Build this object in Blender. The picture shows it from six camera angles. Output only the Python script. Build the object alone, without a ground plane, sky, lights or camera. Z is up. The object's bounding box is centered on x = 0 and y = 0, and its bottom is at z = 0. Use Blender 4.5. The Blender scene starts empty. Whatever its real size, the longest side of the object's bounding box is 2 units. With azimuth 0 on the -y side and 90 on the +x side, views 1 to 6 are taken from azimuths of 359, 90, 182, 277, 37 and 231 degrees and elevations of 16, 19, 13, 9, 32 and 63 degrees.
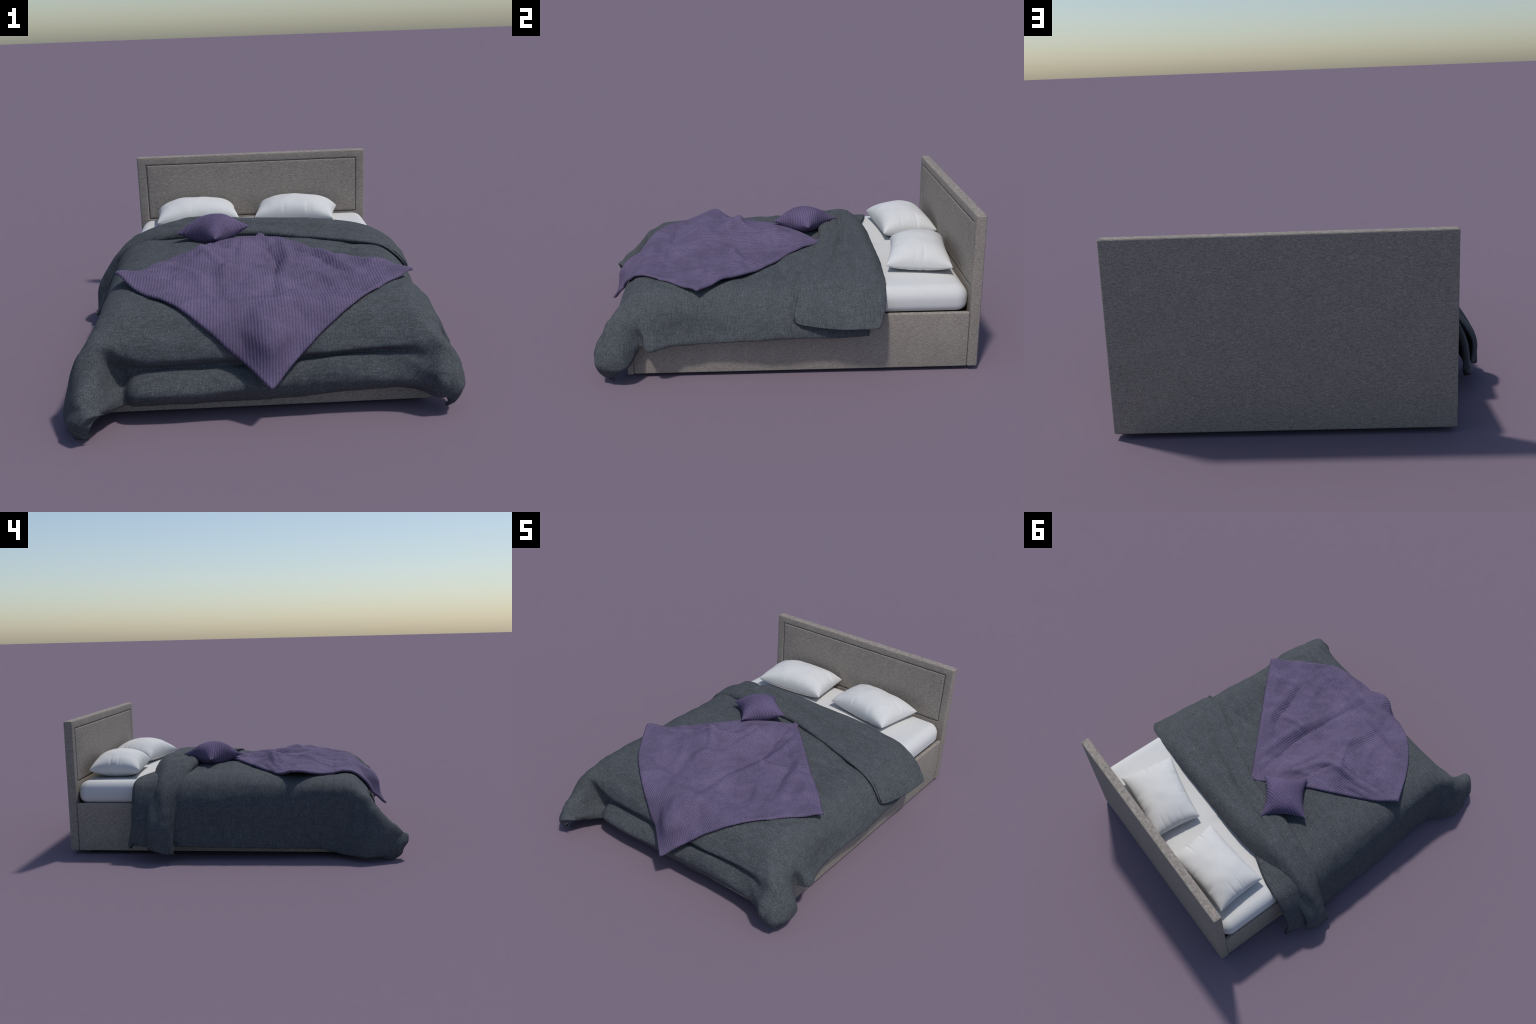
import bpy, bmesh, math
import numpy as np
from mathutils import Vector, noise
from mathutils.bvhtree import BVHTree

rng = np.random.default_rng(7)
COL = bpy.context.scene.collection

# ------------------------------------------------------------------ helpers
def link(ob, parent=None):
    COL.objects.link(ob)
    if parent is not None:
        ob.parent = parent
    return ob

def top(ob, label, category):
    ob["label"] = label
    ob["category"] = category
    return ob

def mesh_object(name, verts, faces, mat, parent=None, smooth=True):
    me = bpy.data.meshes.new(name)
    me.from_pydata([tuple(map(float, v)) for v in verts], [], faces)
    me.validate()
    bm = bmesh.new()
    bm.from_mesh(me)
    bmesh.ops.recalc_face_normals(bm, faces=bm.faces)
    bm.to_mesh(me)
    bm.free()
    me.materials.append(mat)
    me.polygons.foreach_set("use_smooth", [smooth] * len(me.polygons))
    return link(bpy.data.objects.new(name, me), parent)

def bevelled_box(name, lo, hi, r, mat, parent, seg=4):
    bm = bmesh.new()
    bmesh.ops.create_cube(bm, size=1)
    lo, hi = Vector(lo), Vector(hi)
    for v in bm.verts:
        v.co = Vector([lo[i] + (v.co[i] + .5) * (hi[i] - lo[i]) for i in range(3)])
    bmesh.ops.bevel(bm, geom=bm.edges[:], offset=r, segments=seg, profile=.5, affect='EDGES', clamp_overlap=True)
    me = bpy.data.meshes.new(name)
    bm.to_mesh(me)
    bm.free()
    me.materials.append(mat)
    ob = link(bpy.data.objects.new(name, me), parent)
    soft(ob)
    return ob

def soft(ob, angle=50):
    me = ob.data
    me.polygons.foreach_set("use_smooth", [True] * len(me.polygons))
    me.set_sharp_from_angle(angle=math.radians(angle))

def catmull(P, n, axis):
    """Smooth curve family through the control points P along one axis, n samples per span."""
    P = np.moveaxis(np.asarray(P, float), axis, 0)
    k = len(P)
    E = np.concatenate([[2 * P[0] - P[1]], P, [2 * P[-1] - P[-2]]])
    out = []
    for i in range(k - 1):
        p0, p1, p2, p3 = E[i], E[i + 1], E[i + 2], E[i + 3]
        for j in range(n):
            t = j / n
            out.append(.5 * (2 * p1 + (p2 - p0) * t + (2 * p0 - 5 * p1 + 4 * p2 - p3) * t * t + (3 * p1 - p0 - 3 * p2 + p3) * t ** 3))
    out.append(P[-1])
    return np.moveaxis(np.array(out), 0, axis)

def relax(G, times, keep_border=True):
    """Umbrella smoothing of a grid of points."""
    for _ in range(times):
        H = np.pad(G, ((1, 1), (1, 1), (0, 0)), mode='edge')
        M = (H[:-2, 1:-1] + H[2:, 1:-1] + H[1:-1, :-2] + H[1:-1, 2:]) / 4
        N = G + .5 * (M - G)
        if keep_border:
            N[0], N[-1], N[:, 0], N[:, -1] = G[0], G[-1], G[:, 0], G[:, -1]
        G = N
    return G

def normals(G):
    du = np.gradient(G, axis=1)
    dv = np.gradient(G, axis=0)
    n = np.cross(du, dv)
    return n / (np.linalg.norm(n, axis=2, keepdims=True) + 1e-9)

def fbm(P, scale, octaves=3, seed=0.0, stretch=(1, 1, 1)):
    flat = P.reshape(-1, 3)
    out = np.empty(len(flat))
    s = Vector(stretch)
    for i, p in enumerate(flat):
        q = Vector((p[0] * s[0], p[1] * s[1], p[2] * s[2])) * scale + Vector((seed, seed * 1.7, -seed))
        out[i] = noise.fractal(q, 1.0, 2.0, octaves)
    return out.reshape(P.shape[:-1])

def edge_distance(G):
    """Distance along the cloth from each grid point to the nearest border."""
    dx = np.linalg.norm(np.diff(G, axis=1), axis=2)
    dy = np.linalg.norm(np.diff(G, axis=0), axis=2)
    z1 = np.zeros((G.shape[0], 1))
    z0 = np.zeros((1, G.shape[1]))
    l = np.concatenate([z1, np.cumsum(dx, 1)], 1)
    t = np.concatenate([z0, np.cumsum(dy, 0)], 0)
    return np.minimum(np.minimum(l, l[:, -1:] - l), np.minimum(t, t[-1:] - t))

def cloth_faces(nr, nc):
    """Two grids (outer, inner) that share their border, stitched into one closed skin."""
    idx = lambda r, c: r * nc + c
    inner = {}
    k = nr * nc
    for r in range(nr):
        for c in range(nc):
            if r in (0, nr - 1) or c in (0, nc - 1):
                inner[r, c] = idx(r, c)
            else:
                inner[r, c] = k
                k += 1
    F = []
    for r in range(nr - 1):
        for c in range(nc - 1):
            F.append((idx(r, c), idx(r, c + 1), idx(r + 1, c + 1), idx(r + 1, c)))
            F.append((inner[r, c], inner[r + 1, c], inner[r + 1, c + 1], inner[r, c + 1]))
    return F

def closed_cloth(name, outer, inner, mat, parent=None):
    nr, nc = outer.shape[:2]
    V = np.concatenate([outer.reshape(-1, 3), inner[1:-1, 1:-1].reshape(-1, 3)])
    return mesh_object(name, V, cloth_faces(nr, nc), mat, parent)

def padded(G, thick, sign, roll):
    """Offset the sheet to the inside; the rim rounds off over the distance `roll`."""
    d = np.clip(edge_distance(G) / roll, 0, 1)
    h = np.sqrt(1 - (1 - d) ** 2) * thick
    return G + sign * normals(G) * h[..., None]

# ---------------------------------------------------------------- materials
def new_material(name):
    m = bpy.data.materials.new(name)
    m.use_nodes = True
    nt = m.node_tree
    b = nt.nodes["Principled BSDF"]
    return m, nt, b

def node(nt, kind, **kw):
    n = nt.nodes.new(kind)
    for k, v in kw.items():
        setattr(n, k, v)
    return n

def coords(nt, scale, rot=(0, 0, 0)):
    tc = node(nt, "ShaderNodeTexCoord")
    mp = node(nt, "ShaderNodeMapping")
    mp.inputs["Scale"].default_value = scale
    mp.inputs["Rotation"].default_value = rot
    nt.links.new(tc.outputs["Object"], mp.inputs["Vector"])
    return mp.outputs["Vector"]

def noise_tex(nt, scale3, detail=2, rough=.5, dist=0.0):
    n = node(nt, "ShaderNodeTexNoise")
    n.inputs["Scale"].default_value = 1
    n.inputs["Detail"].default_value = detail
    n.inputs["Roughness"].default_value = rough
    n.inputs["Distortion"].default_value = dist
    nt.links.new(coords(nt, scale3), n.inputs["Vector"])
    return n.outputs["Fac"]

def ramp(nt, fac, stops):
    r = node(nt, "ShaderNodeValToRGB")
    el = r.color_ramp.elements
    while len(el) < len(stops):
        el.new(.5)
    for e, (p, c) in zip(el, stops):
        e.position = p
        e.color = c if len(c) == 4 else (*c, 1)
    nt.links.new(fac, r.inputs["Fac"])
    return r.outputs["Color"]

def mix(nt, a, b, fac, mode='MIX'):
    m = node(nt, "ShaderNodeMix", data_type='RGBA', blend_type=mode)
    for sock, v in ((m.inputs[0], fac), (m.inputs[6], a), (m.inputs[7], b)):
        if isinstance(v, bpy.types.NodeSocket):
            nt.links.new(v, sock)
        else:
            sock.default_value = v if not isinstance(v, tuple) else (*v[:3], 1)
    return m.outputs[2]

def add_bump(nt, b, height, strength, distance):
    bp = node(nt, "ShaderNodeBump")
    bp.inputs["Strength"].default_value = strength
    bp.inputs["Distance"].default_value = distance
    nt.links.new(height, bp.inputs["Height"])
    nt.links.new(bp.outputs["Normal"], b.inputs["Normal"])

def grey(v):
    return (v, v, v)

def mottled(name, base, threads, flecks, blotch, rough=.95, depth=.0012, sheen=0.0, spread=(.55, 1.45), fleck_gain=.6, thread_gain=(.8, 1.2), cloud=.13, cross=None):
    """Woven cloth: a base colour broken by long threads, short flecks and faint blotches."""
    m, nt, b = new_material(name)
    t1 = noise_tex(nt, threads, 2, .6)
    t2 = noise_tex(nt, flecks, 2, .7)
    t3 = noise_tex(nt, blotch, 3, .6)
    c = mix(nt, (*base, 1), ramp(nt, t1, [(.3, grey(thread_gain[0])), (.7, grey(thread_gain[1]))]), 1.0, 'MULTIPLY')
    if cross:
        t4 = noise_tex(nt, cross, 2, .6)
        c = mix(nt, c, ramp(nt, t4, [(.3, grey(.88)), (.7, grey(1.12))]), 1.0, 'MULTIPLY')
    c = mix(nt, c, ramp(nt, t2, [(.3, grey(spread[0])), (.5, grey(1.0)), (.72, grey(spread[1]))]), fleck_gain, 'MULTIPLY')
    c = mix(nt, c, ramp(nt, t3, [(.3, grey(1 - cloud)), (.7, grey(1 + cloud))]), 1.0, 'MULTIPLY')
    nt.links.new(c, b.inputs["Base Color"])
    b.inputs["Roughness"].default_value = rough
    b.inputs["Specular IOR Level"].default_value = .15
    if sheen:
        b.inputs["Sheen Weight"].default_value = sheen
        b.inputs["Sheen Roughness"].default_value = .5
    h = node(nt, "ShaderNodeMath", operation='ADD')
    nt.links.new(t1, h.inputs[0])
    nt.links.new(t2, h.inputs[1])
    add_bump(nt, b, h.outputs[0], .5, depth)
    return m

def corduroy(name, light, dark, period, turn):
    """Ribbed cloth: soft stripes that wander a little, lighter and darker in patches."""
    m, nt, b = new_material(name)
    tc = node(nt, "ShaderNodeTexCoord")
    mp = node(nt, "ShaderNodeMapping")
    mp.inputs["Rotation"].default_value = (0, 0, turn)
    nt.links.new(tc.outputs["Object"], mp.inputs["Vector"])
    wob = node(nt, "ShaderNodeTexNoise")
    wob.inputs["Scale"].default_value = 5
    wob.inputs["Detail"].default_value = 3
    nt.links.new(mp.outputs["Vector"], wob.inputs["Vector"])
    off = node(nt, "ShaderNodeVectorMath", operation='MULTIPLY_ADD')
    nt.links.new(wob.outputs["Color"], off.inputs[0])
    off.inputs[1].default_value = (.022, .022, 0)
    nt.links.new(mp.outputs["Vector"], off.inputs[2])
    w = node(nt, "ShaderNodeTexWave", wave_type='BANDS', bands_direction='X', wave_profile='SIN')
    w.inputs["Scale"].default_value = math.pi / (10 * period)
    w.inputs["Distortion"].default_value = 0
    nt.links.new(off.outputs[0], w.inputs["Vector"])
    c = ramp(nt, w.outputs["Fac"], [(.12, dark), (.62, light)])
    f = noise_tex(nt, (170, 60, 170), 2, .6)
    c = mix(nt, c, ramp(nt, f, [(.3, grey(.84)), (.7, grey(1.12))]), 1.0, 'MULTIPLY')
    p = noise_tex(nt, (7, 7, 7), 4, .62, .4)
    c = mix(nt, c, ramp(nt, p, [(.33, grey(.82)), (.68, grey(1.10))]), 1.0, 'MULTIPLY')
    nt.links.new(c, b.inputs["Base Color"])
    b.inputs["Roughness"].default_value = .95
    b.inputs["Specular IOR Level"].default_value = .12
    add_bump(nt, b, w.outputs["Fac"], .45, .0025)
    return m

TWEED = mottled("beige_tweed", (.287, .256, .225), (50, 50, 380), (230, 230, 300), (9, 9, 9), spread=(.60, 1.5), fleck_gain=.8, thread_gain=(.76, 1.20), cloud=.04)
LINEN = mottled("white_linen", (.634, .632, .622), (25, 330, 330), (240, 240, 240), (8, 8, 8), spread=(.94, 1.06), fleck_gain=.7, thread_gain=(.975, 1.02), depth=.0007, cloud=.015)
MELANGE = mottled("charcoal_melange", (.073, .080, .0875), (26, 300, 26), (190, 190, 190), (10, 22, 10), spread=(.58, 1.75), fleck_gain=.75, thread_gain=(.80, 1.2), depth=.001, cloud=.07, cross=(260, 20, 60))
BLANKET_CLOTH = corduroy("purple_corduroy", (.146, .115, .203), (.111, .090, .147), .0124, 0)
CUSHION_CLOTH = corduroy("violet_corduroy", (.138, .106, .198), (.100, .079, .138), .0128, math.radians(90 + 4.5) * -1)
DARK = mottled("dark_lining", (.06, .06, .06), (50, 50, 50), (200, 200, 200), (9, 9, 9))

# ---------------------------------------------------------------------- bed
X0, X1 = -.629, .701           # outer sides of the bed
bed = top(bpy.data.objects.new("upholstered_bed", None), "upholstered beige double bed with panelled headboard and white mattress", "bed")
bed.location = (0, 0, 0)
link(bed)

def headboard():
    y0, y1, z0, z1 = .947, .997, .019, .797
    px0, px1, pz0, pz1 = -.5745, .6495, .434, .749      # the panel and its surround
    d, g = .009, .003
    bm = bmesh.new()
    xs, zs = [X0, px0 - g, px1 + g, X1], [z0, pz0 - g, pz1 + g, z1]
    fr = [[bm.verts.new((x, y0, z)) for x in xs] for z in zs]
    for j in range(3):
        for i in range(3):
            if (i, j) != (1, 1):
                bm.faces.new((fr[j][i], fr[j][i + 1], fr[j + 1][i + 1], fr[j + 1][i]))
    ring = [fr[1][1], fr[1][2], fr[2][2], fr[2][1]]
    deep = [bm.verts.new((v.co.x, y0 + d, v.co.z)) for v in ring]
    for i in range(4):
        bm.faces.new((ring[i], deep[i], deep[(i + 1) % 4], ring[(i + 1) % 4]))
    bm.faces.new(deep)
    bk = [bm.verts.new((x, y1, z)) for x, z in ((X0, z0), (X1, z0), (X1, z1), (X0, z1))]
    bm.faces.new(bk[::-1])
    bm.faces.new((bk[0], bk[1]) + tuple(fr[0][::-1]))
    bm.faces.new((bk[1], bk[2], fr[3][3], fr[2][3], fr[1][3], fr[0][3]))
    bm.faces.new((bk[2], bk[3]) + tuple(fr[3]))
    bm.faces.new((bk[3], bk[0], fr[0][0], fr[1][0], fr[2][0], fr[3][0]))
    bmesh.ops.recalc_face_normals(bm, faces=bm.faces)
    sharp = [e for e in bm.edges if len(e.link_faces) == 2 and e.calc_face_angle(0) > .5 and not any(v in deep for v in e.verts)]
    bmesh.ops.bevel(bm, geom=sharp, offset=.008, segments=4, profile=.5, affect='EDGES', clamp_overlap=True)
    me = bpy.data.meshes.new("headboard")
    bm.to_mesh(me)
    bm.free()
    me.materials.append(TWEED)
    hb = link(bpy.data.objects.new("headboard", me), bed)
    soft(hb)
    # softly padded panel
    nx, nz = 90, 40
    u = np.linspace(0, 1, nx)
    v = np.linspace(0, 1, nz)
    wx, wz = px1 - px0, pz1 - pz0
    # crowd samples near the rim so that the roll-off is round
    ease = lambda t: .5 - .5 * np.cos(np.pi * t)
    U, W = np.meshgrid(ease(u) * wx, ease(v) * wz)
    dist = np.minimum(np.minimum(U, wx - U), np.minimum(W, wz - W))
    q = np.clip(dist / .007, 0, 1)
    h = .0075 * np.sqrt(1 - (1 - q) ** 2) + .003 * np.clip(dist / .12, 0, 1)
    G = np.stack([px0 + U, y0 + .0078 - h, pz0 + W], -1)
    back = G.copy()
    back[..., 1] = y0 + .0082
    closed_cloth("headboard_panel", G, back, TWEED, hb)
    return hb

headboard()
RAIL = .03
for sx in (X0, X1 - RAIL):
    bevelled_box("side_rail", (sx + (.005 if sx < 0 else 0), -.704, .018), (sx + RAIL - (.005 if sx > 0 else 0), .9465, .3075), .006, TWEED, bed)
bevelled_box("footboard", (X0, -.736, .016), (X1, -.7045, .3075), .007, TWEED, bed)
bevelled_box("mattress_support", (X0 + RAIL + .002, -.702, .16), (X1 - RAIL - .002, .945, .29), .004, DARK, bed)
for x in (X0 + .05, X1 - .05):
    for y in (-.66, .90):
        bevelled_box("foot", (x - .02, y - .02, .001), (x + .02, y + .02, .16), .004, DARK, bed)

def mattress():
    """Rounded slab; where the heavy duvet lies on it, it is pressed down and in a little."""
    lo, hi = np.array((-.617, -.655, .302)), np.array((.685, .946, .433))
    ctr, half = (lo + hi) / 2, (hi - lo) / 2
    rc, rt, rb = .068, .064, .042
    # outline of the slab in plan, corner by corner
    ring = []
    for k, (sx, sy) in enumerate(((1, 1), (-1, 1), (-1, -1), (1, -1))):
        for t in np.linspace(0, np.pi / 2, 10):
            ang = t + k * np.pi / 2
            ring.append((sx * (half[0] - rc), sy * (half[1] - rc), math.cos(ang), math.sin(ang)))
    dense = []
    for i, r in enumerate(ring):
        q = ring[(i + 1) % len(ring)]
        p0 = np.array((r[0] + rc * r[2], r[1] + rc * r[3], r[2], r[3]))
        p1 = np.array((q[0] + rc * q[2], q[1] + rc * q[3], q[2], q[3]))
        m = max(1, int(np.linalg.norm(p1[:2] - p0[:2]) / .03))
        dense += [p0 + (p1 - p0) * j / m for j in range(m)]
    dense = np.array(dense)
    prof = [(-.06, lo[2])] + [(-rb + rb * math.sin(t), lo[2] + rb - rb * math.cos(t)) for t in np.linspace(0, np.pi / 2, 6)]
    prof += [(-rt + rt * math.cos(t), hi[2] - rt + rt * math.sin(t)) for t in np.linspace(0, np.pi / 2, 11)]
    V, n = [], len(dense)
    for off, z in prof:
        for x, y, cx, cy in dense:
            V.append((ctr[0] + x + off * cx, ctr[1] + y + off * cy, z))
    F = [(k * n + i, k * n + (i + 1) % n, (k + 1) * n + (i + 1) % n, (k + 1) * n + i) for k in range(len(prof) - 1) for i in range(n)]
    steps = 12
    base = (len(prof) - 1) * n
    last = np.array(V[base:])
    for k in range(1, steps):
        f = 1 - k / steps
        for x, y, z in last:
            V.append((ctr[0] + (x - ctr[0]) * f, ctr[1] + (y - ctr[1]) * f, z))
        for i in range(n):
            F.append((base + i, base + (i + 1) % n, base + n + (i + 1) % n, base + n + i))
        base += n
    F.append(tuple(range(base, base + n)))
    F.append(tuple(range(n))[::-1])
    V = np.array(V)
    press = np.clip((.56 - .03 * np.sign(V[:, 0]) - V[:, 1]) / .12, 0, 1)
    press = press * press * (3 - 2 * press)
    V[:, 2] -= press * .03 * np.clip((V[:, 2] - .36) / .06, 0, 1)
    V[:, 0] = ctr[0] + (V[:, 0] - ctr[0]) * (1 - press * .075)
    return mesh_object("mattress", V, F, LINEN, bed)

mattress()

# -------------------------------------------------------------------- duvet
# The duvet is lofted through cross-sections from the head of the bed to its
# foot hem.  Each section runs from the left hem over the top to the right hem.
TOP_SECTIONS = [
 # under the turned-back flap
 [(-0.734,0.610,0.089),(-0.744,0.610,0.085),(-0.742,0.588,0.190),(-0.710,0.590,0.290),(-0.640,0.593,0.408),(-0.562,0.590,0.438),(-0.460,0.570,0.447),(-0.220,0.500,0.450),(0.040,0.490,0.448),(0.280,0.490,0.446),(0.470,0.490,0.444),(0.570,0.490,0.438),(0.640,0.480,0.420),(0.710,0.470,0.360),(0.742,0.460,0.290),(0.757,0.451,0.228),(0.730,0.451,0.222)],
 # beneath the flap
 [(-0.743,0.440,0.098),(-0.778,0.440,0.090),(-0.768,0.430,0.185),(-0.712,0.420,0.310),(-0.638,0.420,0.416),(-0.548,0.415,0.455),(-0.420,0.390,0.462),(-0.220,0.370,0.472),(0.040,0.365,0.467),(0.280,0.350,0.460),(0.470,0.330,0.452),(0.570,0.330,0.446),(0.648,0.330,0.427),(0.725,0.330,0.362),(0.762,0.320,0.292),(0.777,0.300,0.230),(0.747,0.300,0.226)],
 # in front of the flap
 [(-0.707,0.220,0.085),(-0.737,0.220,0.079),(-0.713,0.220,0.175),(-0.694,0.220,0.305),(-0.624,0.220,0.414),(-0.528,0.215,0.458),(-0.400,0.200,0.472),(-0.200,0.180,0.488),(0.040,0.165,0.478),(0.280,0.140,0.464),(0.470,0.110,0.452),(0.570,0.090,0.446),(0.655,0.080,0.427),(0.735,0.070,0.362),(0.775,0.060,0.287),(0.788,0.050,0.235),(0.758,0.050,0.230)],
 # beside the cushion
 [(-0.699,0.000,0.080),(-0.729,0.000,0.074),(-0.710,0.000,0.168),(-0.689,0.000,0.302),(-0.624,0.000,0.410),(-0.523,0.000,0.456),(-0.400,0.000,0.472),(-0.200,0.000,0.488),(0.040,0.000,0.478),(0.280,-0.020,0.452),(0.440,-0.040,0.434),(0.560,-0.050,0.442),(0.658,-0.060,0.426),(0.736,-0.060,0.357),(0.775,-0.060,0.277),(0.788,-0.060,0.228),(0.757,-0.060,0.223)],
 # middle
 [(-0.682,-0.280,0.073),(-0.712,-0.280,0.067),(-0.698,-0.280,0.165),(-0.681,-0.280,0.296),(-0.624,-0.280,0.404),(-0.526,-0.280,0.446),(-0.410,-0.280,0.456),(-0.200,-0.280,0.462),(0.040,-0.280,0.455),(0.280,-0.290,0.445),(0.460,-0.300,0.438),(0.565,-0.300,0.444),(0.650,-0.300,0.427),(0.722,-0.300,0.352),(0.752,-0.300,0.270),(0.768,-0.300,0.212),(0.740,-0.300,0.207)],
 # towards the foot
 [(-0.659,-0.500,0.063),(-0.689,-0.500,0.057),(-0.684,-0.500,0.152),(-0.674,-0.500,0.275),(-0.634,-0.510,0.388),(-0.553,-0.515,0.436),(-0.430,-0.520,0.448),(-0.200,-0.530,0.448),(0.040,-0.530,0.446),(0.280,-0.530,0.446),(0.460,-0.520,0.452),(0.560,-0.515,0.452),(0.648,-0.510,0.436),(0.730,-0.500,0.372),(0.756,-0.495,0.277),(0.775,-0.490,0.207),(0.747,-0.490,0.202)],
 # over the foot edge
 [(-0.666,-0.615,0.042),(-0.698,-0.615,0.034),(-0.688,-0.625,0.145),(-0.668,-0.636,0.268),(-0.640,-0.660,0.376),(-0.570,-0.672,0.418),(-0.440,-0.667,0.430),(-0.200,-0.672,0.432),(0.040,-0.674,0.430),(0.280,-0.670,0.428),(0.460,-0.670,0.432),(0.560,-0.668,0.430),(0.648,-0.660,0.414),(0.722,-0.645,0.355),(0.774,-0.622,0.267),(0.808,-0.612,0.193),(0.778,-0.607,0.190)],
]
FRONT_SECTIONS = [
 # front, upper slope
 [(-0.712,-0.690,0.032),(-0.750,-0.700,0.036),(-0.742,-0.710,0.140),(-0.694,-0.720,0.258),(-0.655,-0.748,0.350),(-0.582,-0.752,0.364),(-0.440,-0.759,0.350),(-0.200,-0.752,0.350),(0.040,-0.755,0.350),(0.280,-0.758,0.350),(0.460,-0.755,0.350),(0.560,-0.755,0.350),(0.655,-0.740,0.372),(0.734,-0.703,0.308),(0.738,-0.656,0.232),(0.742,-0.654,0.188),(0.722,-0.650,0.190)],
 # front, overhanging lip
 [(-0.729,-0.760,0.014),(-0.774,-0.774,0.034),(-0.756,-0.786,0.135),(-0.712,-0.790,0.268),(-0.648,-0.800,0.318),(-0.580,-0.792,0.312),(-0.465,-0.794,0.262),(-0.200,-0.794,0.264),(0.040,-0.803,0.268),(0.280,-0.808,0.276),(0.460,-0.798,0.280),(0.560,-0.802,0.282),(0.655,-0.804,0.304),(0.720,-0.802,0.306),(0.792,-0.745,0.215),(0.812,-0.718,0.125),(0.785,-0.700,0.115)],
 # front, crease
 [(-0.723,-0.835,0.010),(-0.768,-0.845,0.050),(-0.743,-0.860,0.138),(-0.692,-0.880,0.218),(-0.622,-0.866,0.232),(-0.568,-0.755,0.212),(-0.465,-0.758,0.213),(-0.200,-0.764,0.218),(0.040,-0.772,0.226),(0.280,-0.780,0.249),(0.460,-0.766,0.252),(0.560,-0.780,0.252),(0.658,-0.820,0.242),(0.730,-0.834,0.254),(0.798,-0.793,0.190),(0.816,-0.766,0.098),(0.780,-0.742,0.082)],
 # front, rolled hem
 [(-0.728,-0.885,0.004),(-0.742,-0.900,0.062),(-0.724,-0.914,0.120),(-0.676,-0.948,0.172),(-0.610,-0.910,0.162),(-0.552,-0.758,0.152),(-0.465,-0.778,0.193),(-0.200,-0.792,0.202),(0.040,-0.797,0.213),(0.280,-0.813,0.232),(0.460,-0.792,0.233),(0.560,-0.802,0.229),(0.646,-0.846,0.190),(0.704,-0.880,0.185),(0.770,-0.854,0.184),(0.810,-0.823,0.112),(0.782,-0.785,0.052)],
 # front, lower roll
 [(-0.700,-0.930,0.010),(-0.732,-0.940,0.070),(-0.700,-0.962,0.122),(-0.642,-0.970,0.146),(-0.590,-0.904,0.116),(-0.542,-0.790,0.112),(-0.465,-0.838,0.128),(-0.200,-0.842,0.135),(0.040,-0.838,0.146),(0.280,-0.832,0.155),(0.460,-0.826,0.155),(0.560,-0.829,0.145),(0.646,-0.844,0.130),(0.702,-0.886,0.130),(0.752,-0.882,0.142),(0.790,-0.864,0.108),(0.766,-0.812,0.032)],
 # front, hem
 [(-0.662,-0.962,0.024),(-0.694,-0.970,0.064),(-0.672,-0.998,0.102),(-0.618,-0.984,0.130),(-0.590,-0.866,0.080),(-0.532,-0.785,0.070),(-0.465,-0.790,0.066),(-0.200,-0.793,0.070),(0.040,-0.792,0.074),(0.280,-0.792,0.088),(0.460,-0.792,0.094),(0.560,-0.788,0.094),(0.640,-0.794,0.082),(0.690,-0.846,0.072),(0.730,-0.866,0.078),(0.766,-0.850,0.052),(0.746,-0.798,0.010)],
 # turned under
 [(-0.640,-0.952,0.036),(-0.645,-0.968,0.050),(-0.632,-0.975,0.085),(-0.606,-0.922,0.098),(-0.582,-0.820,0.066),(-0.535,-0.752,0.080),(-0.465,-0.756,0.066),(-0.200,-0.758,0.072),(0.040,-0.748,0.090),(0.280,-0.750,0.096),(0.460,-0.750,0.102),(0.560,-0.748,0.100),(0.635,-0.752,0.092),(0.690,-0.803,0.084),(0.722,-0.810,0.080),(0.746,-0.810,0.042),(0.742,-0.790,0.020)],
]
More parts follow.
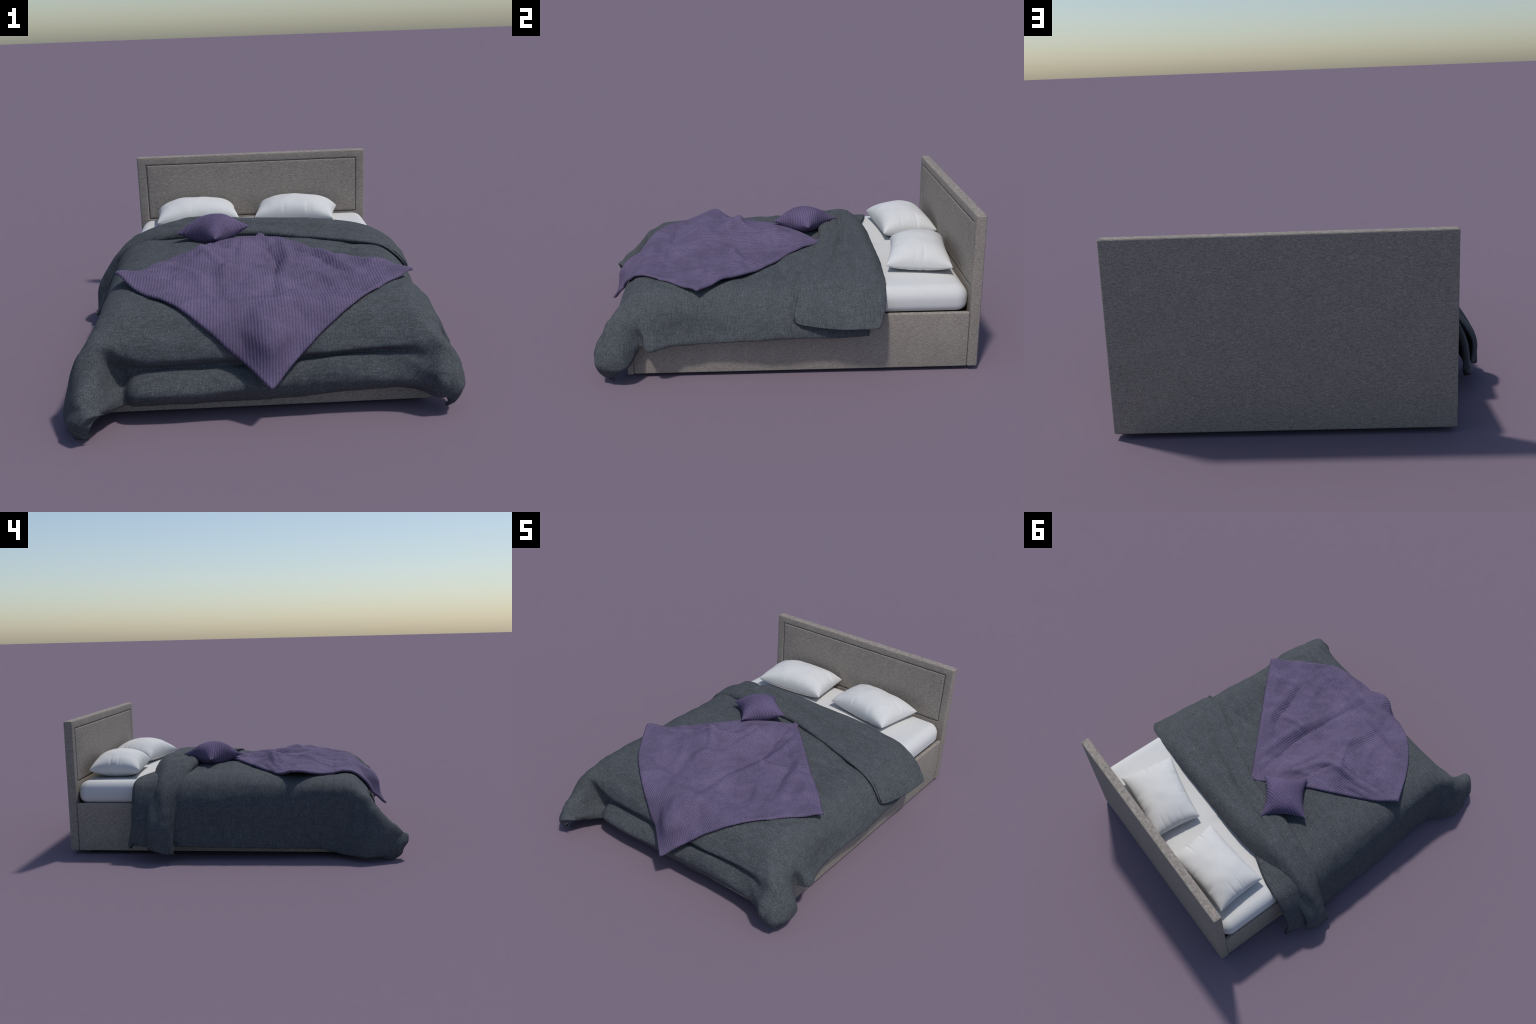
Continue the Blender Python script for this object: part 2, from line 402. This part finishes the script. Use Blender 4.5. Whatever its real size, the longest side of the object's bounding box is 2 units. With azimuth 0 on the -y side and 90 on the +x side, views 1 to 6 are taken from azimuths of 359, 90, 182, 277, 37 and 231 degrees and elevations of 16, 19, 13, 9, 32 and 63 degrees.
# the part folded back over the head end, section by section from head to foot
FLAP = [
 [(-0.785,0.490,0.080),(-0.788,0.485,0.195),(-0.700,0.486,0.325),(-0.625,0.495,0.395),(-0.490,0.505,0.432),(-0.270,0.535,0.440),(0.000,0.540,0.438),(0.250,0.542,0.438),(0.470,0.540,0.436),(0.612,0.532,0.420),(0.716,0.516,0.362),(0.777,0.497,0.305),(0.812,0.485,0.285)],
 [(-0.805,0.475,0.074),(-0.800,0.472,0.195),(-0.702,0.468,0.332),(-0.628,0.474,0.402),(-0.500,0.484,0.446),(-0.270,0.540,0.468),(0.000,0.552,0.462),(0.250,0.555,0.460),(0.470,0.552,0.455),(0.618,0.546,0.438),(0.734,0.528,0.380),(0.800,0.506,0.326),(0.833,0.486,0.300)],
 [(-0.818,0.452,0.070),(-0.812,0.445,0.190),(-0.725,0.440,0.318),(-0.642,0.436,0.428),(-0.480,0.440,0.502),(-0.270,0.475,0.538),(0.000,0.498,0.518),(0.250,0.503,0.506),(0.470,0.498,0.486),(0.630,0.490,0.456),(0.744,0.460,0.394),(0.803,0.444,0.335),(0.832,0.435,0.293)],
 [(-0.826,0.415,0.062),(-0.821,0.410,0.180),(-0.748,0.400,0.310),(-0.644,0.385,0.425),(-0.450,0.380,0.512),(-0.270,0.400,0.536),(0.000,0.400,0.518),(0.250,0.385,0.503),(0.480,0.355,0.482),(0.642,0.320,0.452),(0.742,0.300,0.392),(0.798,0.290,0.332),(0.820,0.285,0.290)],
 [(-0.824,0.380,0.052),(-0.806,0.365,0.170),(-0.734,0.347,0.302),(-0.642,0.325,0.421),(-0.470,0.300,0.498),(-0.250,0.292,0.522),(0.000,0.290,0.512),(0.250,0.243,0.494),(0.490,0.190,0.476),(0.652,0.152,0.448),(0.738,0.140,0.392),(0.780,0.135,0.338),(0.792,0.132,0.303)],
 [(-0.828,0.328,0.056),(-0.764,0.332,0.165),(-0.692,0.326,0.300),(-0.628,0.306,0.402),(-0.480,0.283,0.464),(-0.270,0.264,0.486),(0.000,0.262,0.487),(0.250,0.210,0.474),(0.490,0.142,0.462),(0.638,0.101,0.446),(0.717,0.094,0.396),(0.758,0.084,0.350),(0.772,0.088,0.317)],
 [(-0.818,0.334,0.060),(-0.730,0.348,0.159),(-0.670,0.342,0.294),(-0.606,0.322,0.396),(-0.480,0.313,0.430),(-0.270,0.294,0.452),(0.000,0.292,0.453),(0.250,0.240,0.440),(0.490,0.172,0.428),(0.638,0.131,0.412),(0.705,0.098,0.396),(0.754,0.086,0.350),(0.768,0.090,0.317)],
]

duvet = top(bpy.data.objects.new("duvet", None), "rumpled charcoal grey duvet draped over bed with folded head", "duvet")
link(duvet)

def ruffle(G, amp, seed, hem, rim=.05):
    """Long soft wrinkles that run mostly across the bed, dying out at the hem."""
    d = np.clip(edge_distance(G) / rim, .15, 1)
    w = fbm(G, 9, 3, seed, (.55, 1.5, 1.0)) * amp + fbm(G, 26, 2, seed + 5, (.7, 1.2, 1.0)) * amp * .3
    near = np.exp(-edge_distance(G) / .05) * np.clip(edge_distance(G) / .012, 0, 1)
    pucker = fbm(G, 24, 2, seed + 11, (1, 1, .4)) * near * hem
    return G + normals(G) * (w * d + pucker)[..., None]

def creases(G, lines, up):
    """Narrow folds along given lines in plan."""
    P = G[..., :2]
    out = G.copy()
    for pts, width, amp in lines:
        pts = catmull(np.array(pts), 12, 0)
        seg = np.linalg.norm(P[:, :, None] - pts[None, None], axis=-1)
        k = seg.argmin(-1)
        d = seg.min(-1)
        s = k / (len(pts) - 1)
        fade = np.clip(np.sin(np.pi * np.clip(s, 0.02, .98)), 0, 1) ** .5
        out += up * (amp * fade * np.exp(-(d / width) ** 2))[..., None]
    return out

main = relax(catmull(catmull(TOP_SECTIONS + FRONT_SECTIONS, 10, 0), 9, 1), 1)
main = ruffle(main, .0045, 3.1, .005)
DUVET_LINES = [
    ([(.10, .13), (.30, .06), (.44, .00), (.60, -.08)], .020, .008),
    ([(.60, .13), (.50, .135), (.42, .12), (.30, .085)], .013, -.014),
    ([(.62, .06), (.52, .055), (.40, .03), (.28, .00)], .010, -.008),
    ([(.66, .03), (.56, .03), (.44, .05), (.30, .02)], .018, -.007),
    ([(.40, -.02), (.50, -.10), (.60, -.16), (.68, -.18)], .018, -.006),
    ([(-.60, .06), (-.40, .02), (-.12, .03)], .020, .004),
    ([(-.58, -.25), (-.47, -.22), (-.36, -.16)], .018, -.004),
    ([(-.30, .24), (-.45, .24), (-.60, .27)], .020, -.006),
    ([(.55, -.60), (.60, -.50), (.66, -.38)], .025, -.005),
]
def relief(G, blobs):
    """Broad swells and hollows of the bedding, given in plan."""
    out = G.copy()
    up = np.clip((G[..., 2] - .36) / .06, 0, 1)
    for (x, y), sx, sy, amp in blobs:
        out[..., 2] += amp * up * np.exp(-((G[..., 0] - x) / sx) ** 2 - ((G[..., 1] - y) / sy) ** 2)
    return out

HOLLOWS = [((.07, -.07), .075, .14, -.044), ((.31, -.55), .13, .10, -.036), ((-.19, -.56), .12, .09, -.036), ((.48, -.56), .08, .08, -.012), ((.05, -.61), .10, .06, -.016)]
SWELLS = [((-.21, -.21), .10, .10, .048), ((-.11, -.40), .11, .08, .036), ((.43, -.20), .09, .08, .026), ((.55, -.29), .07, .06, .030), ((-.42, -.38), .10, .08, .022), ((-.03, .00), .05, .06, .012)]
main = relief(main, HOLLOWS)
main = creases(main, DUVET_LINES, np.array((0, 0, 1.0)))
side = -1 if normals(main)[60, 70, 2] > 0 else 1
# thinner where the cloth is bunched up in the two foot corners
bunch = np.clip((abs(main[..., 0]) - .50) / .10, 0, 1) * np.clip((-.57 - main[..., 1]) / .06, 0, 1)
main_in = padded(main, .024 - .021 * bunch, side, .03)
closed_cloth("duvet_body", main, main_in, MELANGE, duvet)

flap = relax(catmull(catmull(FLAP, 10, 0), 10, 1), 2)
flap = ruffle(flap, .0045, 8.7, .002)
FLAP_LINES = [
    ([(.69, .275), (.50, .31), (.32, .333), (.10, .372), (.01, .383), (-.19, .392), (-.36, .42)], .011, -.028),
    ([(.68, .310), (.50, .345), (.32, .368), (.10, .405), (-.19, .428), (-.40, .45)], .022, .008),
    ([(.20, .295), (-.02, .35), (-.17, .385)], .010, -.012),
    ([(.64, .20), (.48, .24), (.30, .27), (.12, .32)], .020, .009),
    ([(.50, .46), (.30, .47), (.10, .455), (-.10, .46)], .018, -.005),
    ([(-.62, .36), (-.50, .34), (-.34, .34)], .014, -.008),
    ([(.62, .39), (.48, .405), (.30, .43), (.16, .45)], .010, -.010),
    ([(-.10, .33), (-.28, .345), (-.46, .36)], .010, -.009),
    ([(.70, .22), (.60, .24), (.46, .28)], .010, -.008),
]
flap = creases(flap, FLAP_LINES, np.array((0, 0, 1.0)))
sgn = -1 if normals(flap)[30, 66, 2] > 0 else 1
flap_in = padded(flap, .022, sgn, .022)
closed_cloth("duvet_flap", flap, flap_in, MELANGE, duvet)

# -------------------------------------------------- height of the bedding top
def grid_bvh(G):
    nr, nc = G.shape[:2]
    F = [(r * nc + c, r * nc + c + 1, (r + 1) * nc + c + 1, (r + 1) * nc + c) for r in range(nr - 1) for c in range(nc - 1)]
    return BVHTree.FromPolygons([tuple(map(float, p)) for p in G.reshape(-1, 3)], F)

TREES = [grid_bvh(main), grid_bvh(flap)]

def bedding_height(x, y, low=.0):
    z = low
    for t in TREES:
        h = t.ray_cast(Vector((float(x), float(y), 1.0)), Vector((0, 0, -1)))
        if h[0] is not None:
            z = max(z, h[0].z)
    return z

# ------------------------------------------------------------- throw blanket
def throw_blanket():
    """A quilted square laid corner-wise; its foot corner hangs over the foot edge."""
    L, F, R, H = (-.603, -.345, .488), (.047, -.910, .168), (.702, -.372, .454), (.053, .276, .495)
    # rows run from the head corner to the left corner, columns from the head corner to the right corner
    net = np.array([
        [H, (.215, .112, .47), (.385, -.052, .45), (.545, -.210, .44), R],
        [(-.125, .112, .47), (.048, -.050, .46), (.215, -.220, .45), (.385, -.375, .44), (.555, -.533, .430)],
        [(-.300, -.050, .47), (-.125, -.220, .46), (.045, -.395, .45), (.215, -.565, .445), (.388, -.698, .418)],
        [(-.455, -.195, .47), (-.290, -.375, .45), (-.125, -.560, .445), (.050, -.715, .428), (.220, -.790, .300)],
        [L, (-.458, -.555, .440), (-.305, -.690, .424), (-.118, -.785, .280), F]])
    n = 149
    P = catmull(catmull(net, 37, 0), 37, 1)
    a = np.linspace(0, 1, n)
    A, B = np.meshgrid(a, a, indexing='ij')
    rim = np.minimum(np.minimum(A, 1 - A), np.minimum(B, 1 - B))
    # the hanging corner stands off in the middle like a tent
    tent = np.exp(-((A - .87) ** 2 + (B - .87) ** 2) / .012) * np.clip(rim / .10, 0, 1)
    P = P + tent[..., None] * np.array((0, -.040, .036))
    XY = P[..., :2].copy()
    Z = np.empty((n, n))
    for i in range(n):
        for j in range(n):
            x, y = XY[i, j]
            Z[i, j] = bedding_height(x, y) + .007 if y > -.70 else P[i, j, 2]
    k = np.clip((-.60 - XY[..., 1]) / .09, 0, 1)
    k = k * k * (3 - 2 * k)
    Z = Z * (1 - k) + P[..., 2] * k
    soft_z = Z.copy()
    for _ in range(16):
        q = np.pad(soft_z, 1, mode='edge')
        soft_z = (q[:-2, 1:-1] + q[2:, 1:-1] + q[1:-1, :-2] + q[1:-1, 2:]) / 4
    Z = np.where(XY[..., 1] > -.68, np.maximum(soft_z, Z - .003), soft_z)
    G = np.concatenate([XY, Z[..., None]], -1)
    # where it hangs in front of the foot edge it rests against the duvet
    for _ in range(3):
        for i in range(n):
            for j in range(n):
                if G[i, j, 1] < -.58:
                    loc, nor, _f, _d = TREES[0].find_nearest(Vector(G[i, j]))
                    nor = nor if nor.z > -.2 and nor.y < .5 else -nor
                    gap = (Vector(G[i, j]) - loc).dot(nor)
                    if gap < .013:
                        G[i, j] += np.array(nor) * (.013 - gap)
        G = relax(G, 2)
    folds = [
        ([(.14, .18), (.165, .02), (.170, -.14), (.145, -.33), (.115, -.62)], .022, .013),
        ([(.06, .18), (.085, .02), (.115, -.14), (.095, -.33), (.075, -.60)], .018, -.014),
        ([(-.01, .14), (-.04, -.04), (-.05, -.18), (-.04, -.34)], .022, .010),
        ([(.17, .04), (.33, -.08), (.40, -.27), (.47, -.45)], .030, .018),
        ([(.14, .02), (.28, -.10), (.35, -.27), (.42, -.43)], .016, -.007),
        ([(.30, -.16), (.21, -.20), (.12, -.22)], .016, .012),
        ([(-.07, .08), (-.11, -.11), (-.19, -.18), (-.31, -.215), (-.47, -.28)], .017, .019),
        ([(-.14, .03), (-.16, -.13), (-.22, -.20), (-.31, -.245), (-.50, -.315)], .011, -.009),
        ([(-.32, -.10), (-.24, -.17), (-.16, -.27), (-.10, -.40)], .020, .013),
        ([(-.33, -.16), (-.40, -.20), (-.46, -.225)], .012, .012),
        ([(-.44, -.22), (-.33, -.30), (-.24, -.42), (-.19, -.57)], .026, .013),
        ([(-.06, -.27), (-.12, -.42), (-.10, -.62)], .026, .010),
        ([(.26, -.34), (.34, -.48), (.36, -.62)], .026, .009),
        ([(-.02, .10), (-.08, .02), (-.18, -.06)], .018, .010),
        ([(.55, -.30), (.46, -.36), (.36, -.38), (.25, -.42)], .022, .008),
        ([(.30, -.02), (.38, -.14), (.52, -.26)], .018, .008),
        ([(-.50, -.40), (-.38, -.44), (-.26, -.52)], .022, .008),
    ]
    G = relief(G, SWELLS)
    G = creases(G, folds, np.array((0, 0, 1.0)))
    nz = fbm(G, 7, 3, 4.2) * .007 + fbm(G, 20, 2, 9.9) * .003
    G[..., 2] += nz * np.clip(rim / .06, .2, 1)
    # pull the four corners to where they lie, with a curl that dies out quickly
    for corner, (i, j) in ((H, (0, 0)), (R, (0, -1)), (L, (-1, 0)), (F, (-1, -1))):
        ca, cb = a[i], a[j]
        d = np.sqrt((A - ca) ** 2 + (B - cb) ** 2)
        reach = .10 if corner is L else .085
        G += (np.array(corner) - G[i, j]) * np.exp(-(d / reach) ** 2)[..., None]
    t = .017
    edge = edge_distance(G)
    h = t * np.sqrt(1 - (1 - np.clip(edge / .016, 0, 1)) ** 2)
    up = normals(G)
    if up[n // 2, n // 2, 2] < 0:
        up = -up
    outer = G + up * (h * .5)[..., None]
    inner = G - up * (h * .5)[..., None]
    ob = closed_cloth("throw_blanket", outer, inner, BLANKET_CLOTH)
    top(ob, "square quilted purple corduroy throw laid cornerwise", "throw blanket")
    return ob

throw_blanket()

# --------------------------------------------------------- pillows and cushion
def stuffed_square(name, mat, corners, top_z, low_z, floor, pinch, gathers, seed, n=90, power=.55, full=1.0):
    """Pillow through four corner points (ring order), domed above and below, waisted along its edges."""
    c = np.array(corners, float)
    s = np.sin(np.linspace(-np.pi / 2, np.pi / 2, n))
    S, T = np.meshgrid(s, s, indexing='ij')
    w = [(1 - S) * (1 - T) / 4, (1 + S) * (1 - T) / 4, (1 + S) * (1 + T) / 4, (1 - S) * (1 + T) / 4]
    base = sum(wi[..., None] * ci for wi, ci in zip(w, c))
    mid = c.mean(0)
    ex, ey = (c[1] + c[2] - c[0] - c[3]) / 4, (c[2] + c[3] - c[0] - c[1]) / 4
    base += -ex * (pinch[0] * np.sign(S) * abs(S) ** 3 * (1 - T ** 2) ** 1.0)[..., None]
    base += -ey * (pinch[1] * np.sign(T) * abs(T) ** 3 * (1 - S ** 2) ** 1.0)[..., None]
    dome = ((1 - S ** 2) * (1 - T ** 2)) ** power
    # gathered folds that run in from the middle of a side
    fold = np.zeros_like(S)
    g = np.random.default_rng(seed)
    for side in range(4):
        for _ in range(gathers):
            pos, wid, amp = g.uniform(-.5, .5), g.uniform(.022, .05), g.uniform(.003, .008)
            along, depth = ((S, 1 - T), (T, 1 - S), (S, 1 + T), (T, 1 + S))[side]
            fold -= amp * np.exp(-((along - pos) / wid) ** 2) * np.exp(-(depth / .27) ** 2)
    lump = fbm(base, 9, 2, seed) * .005
    up, dn = base.copy(), base.copy()
    z0 = base[..., 2]
    up[..., 2] = z0 + (top_z - mid[2]) * dome + (lump + fold) * np.clip(dome * 2, 0, 1)
    zl = z0 - (mid[2] - low_z) * np.clip(dome * full, 0, 1)
    zl -= fold * np.clip(dome, 0, .4)
    dn[..., 2] = zl
    if floor is not None:
        dn[..., 2] = np.maximum(dn[..., 2], floor)
    return closed_cloth(name, up, dn, mat)

p = stuffed_square("pillow", LINEN, [(-.498, .591, .484), (-.045, .633, .482), (-.072, .940, .486), (-.517, .892, .489)], .585, .420, .4335, (.05, .08), 4, 11, power=.40)
top(p, "plump white linen pillow with gathered sides", "pillow")
p = stuffed_square("pillow", LINEN, [(.039, .655, .478), (.469, .569, .476), (.528, .892, .479), (.075, .940, .482)], .581, .420, .4335, (.05, .08), 4, 23, power=.40)
top(p, "plump white linen pillow leaning near headboard", "pillow")
p = stuffed_square("cushion", CUSHION_CLOTH, [(-.368, .176, .524), (-.166, .004, .531), (.009, .205, .542), (-.197, .381, .535)], .612, .462, None, (.19, .19), 1, 31, n=80, power=.6)
top(p, "small square purple corduroy scatter cushion", "cushion")
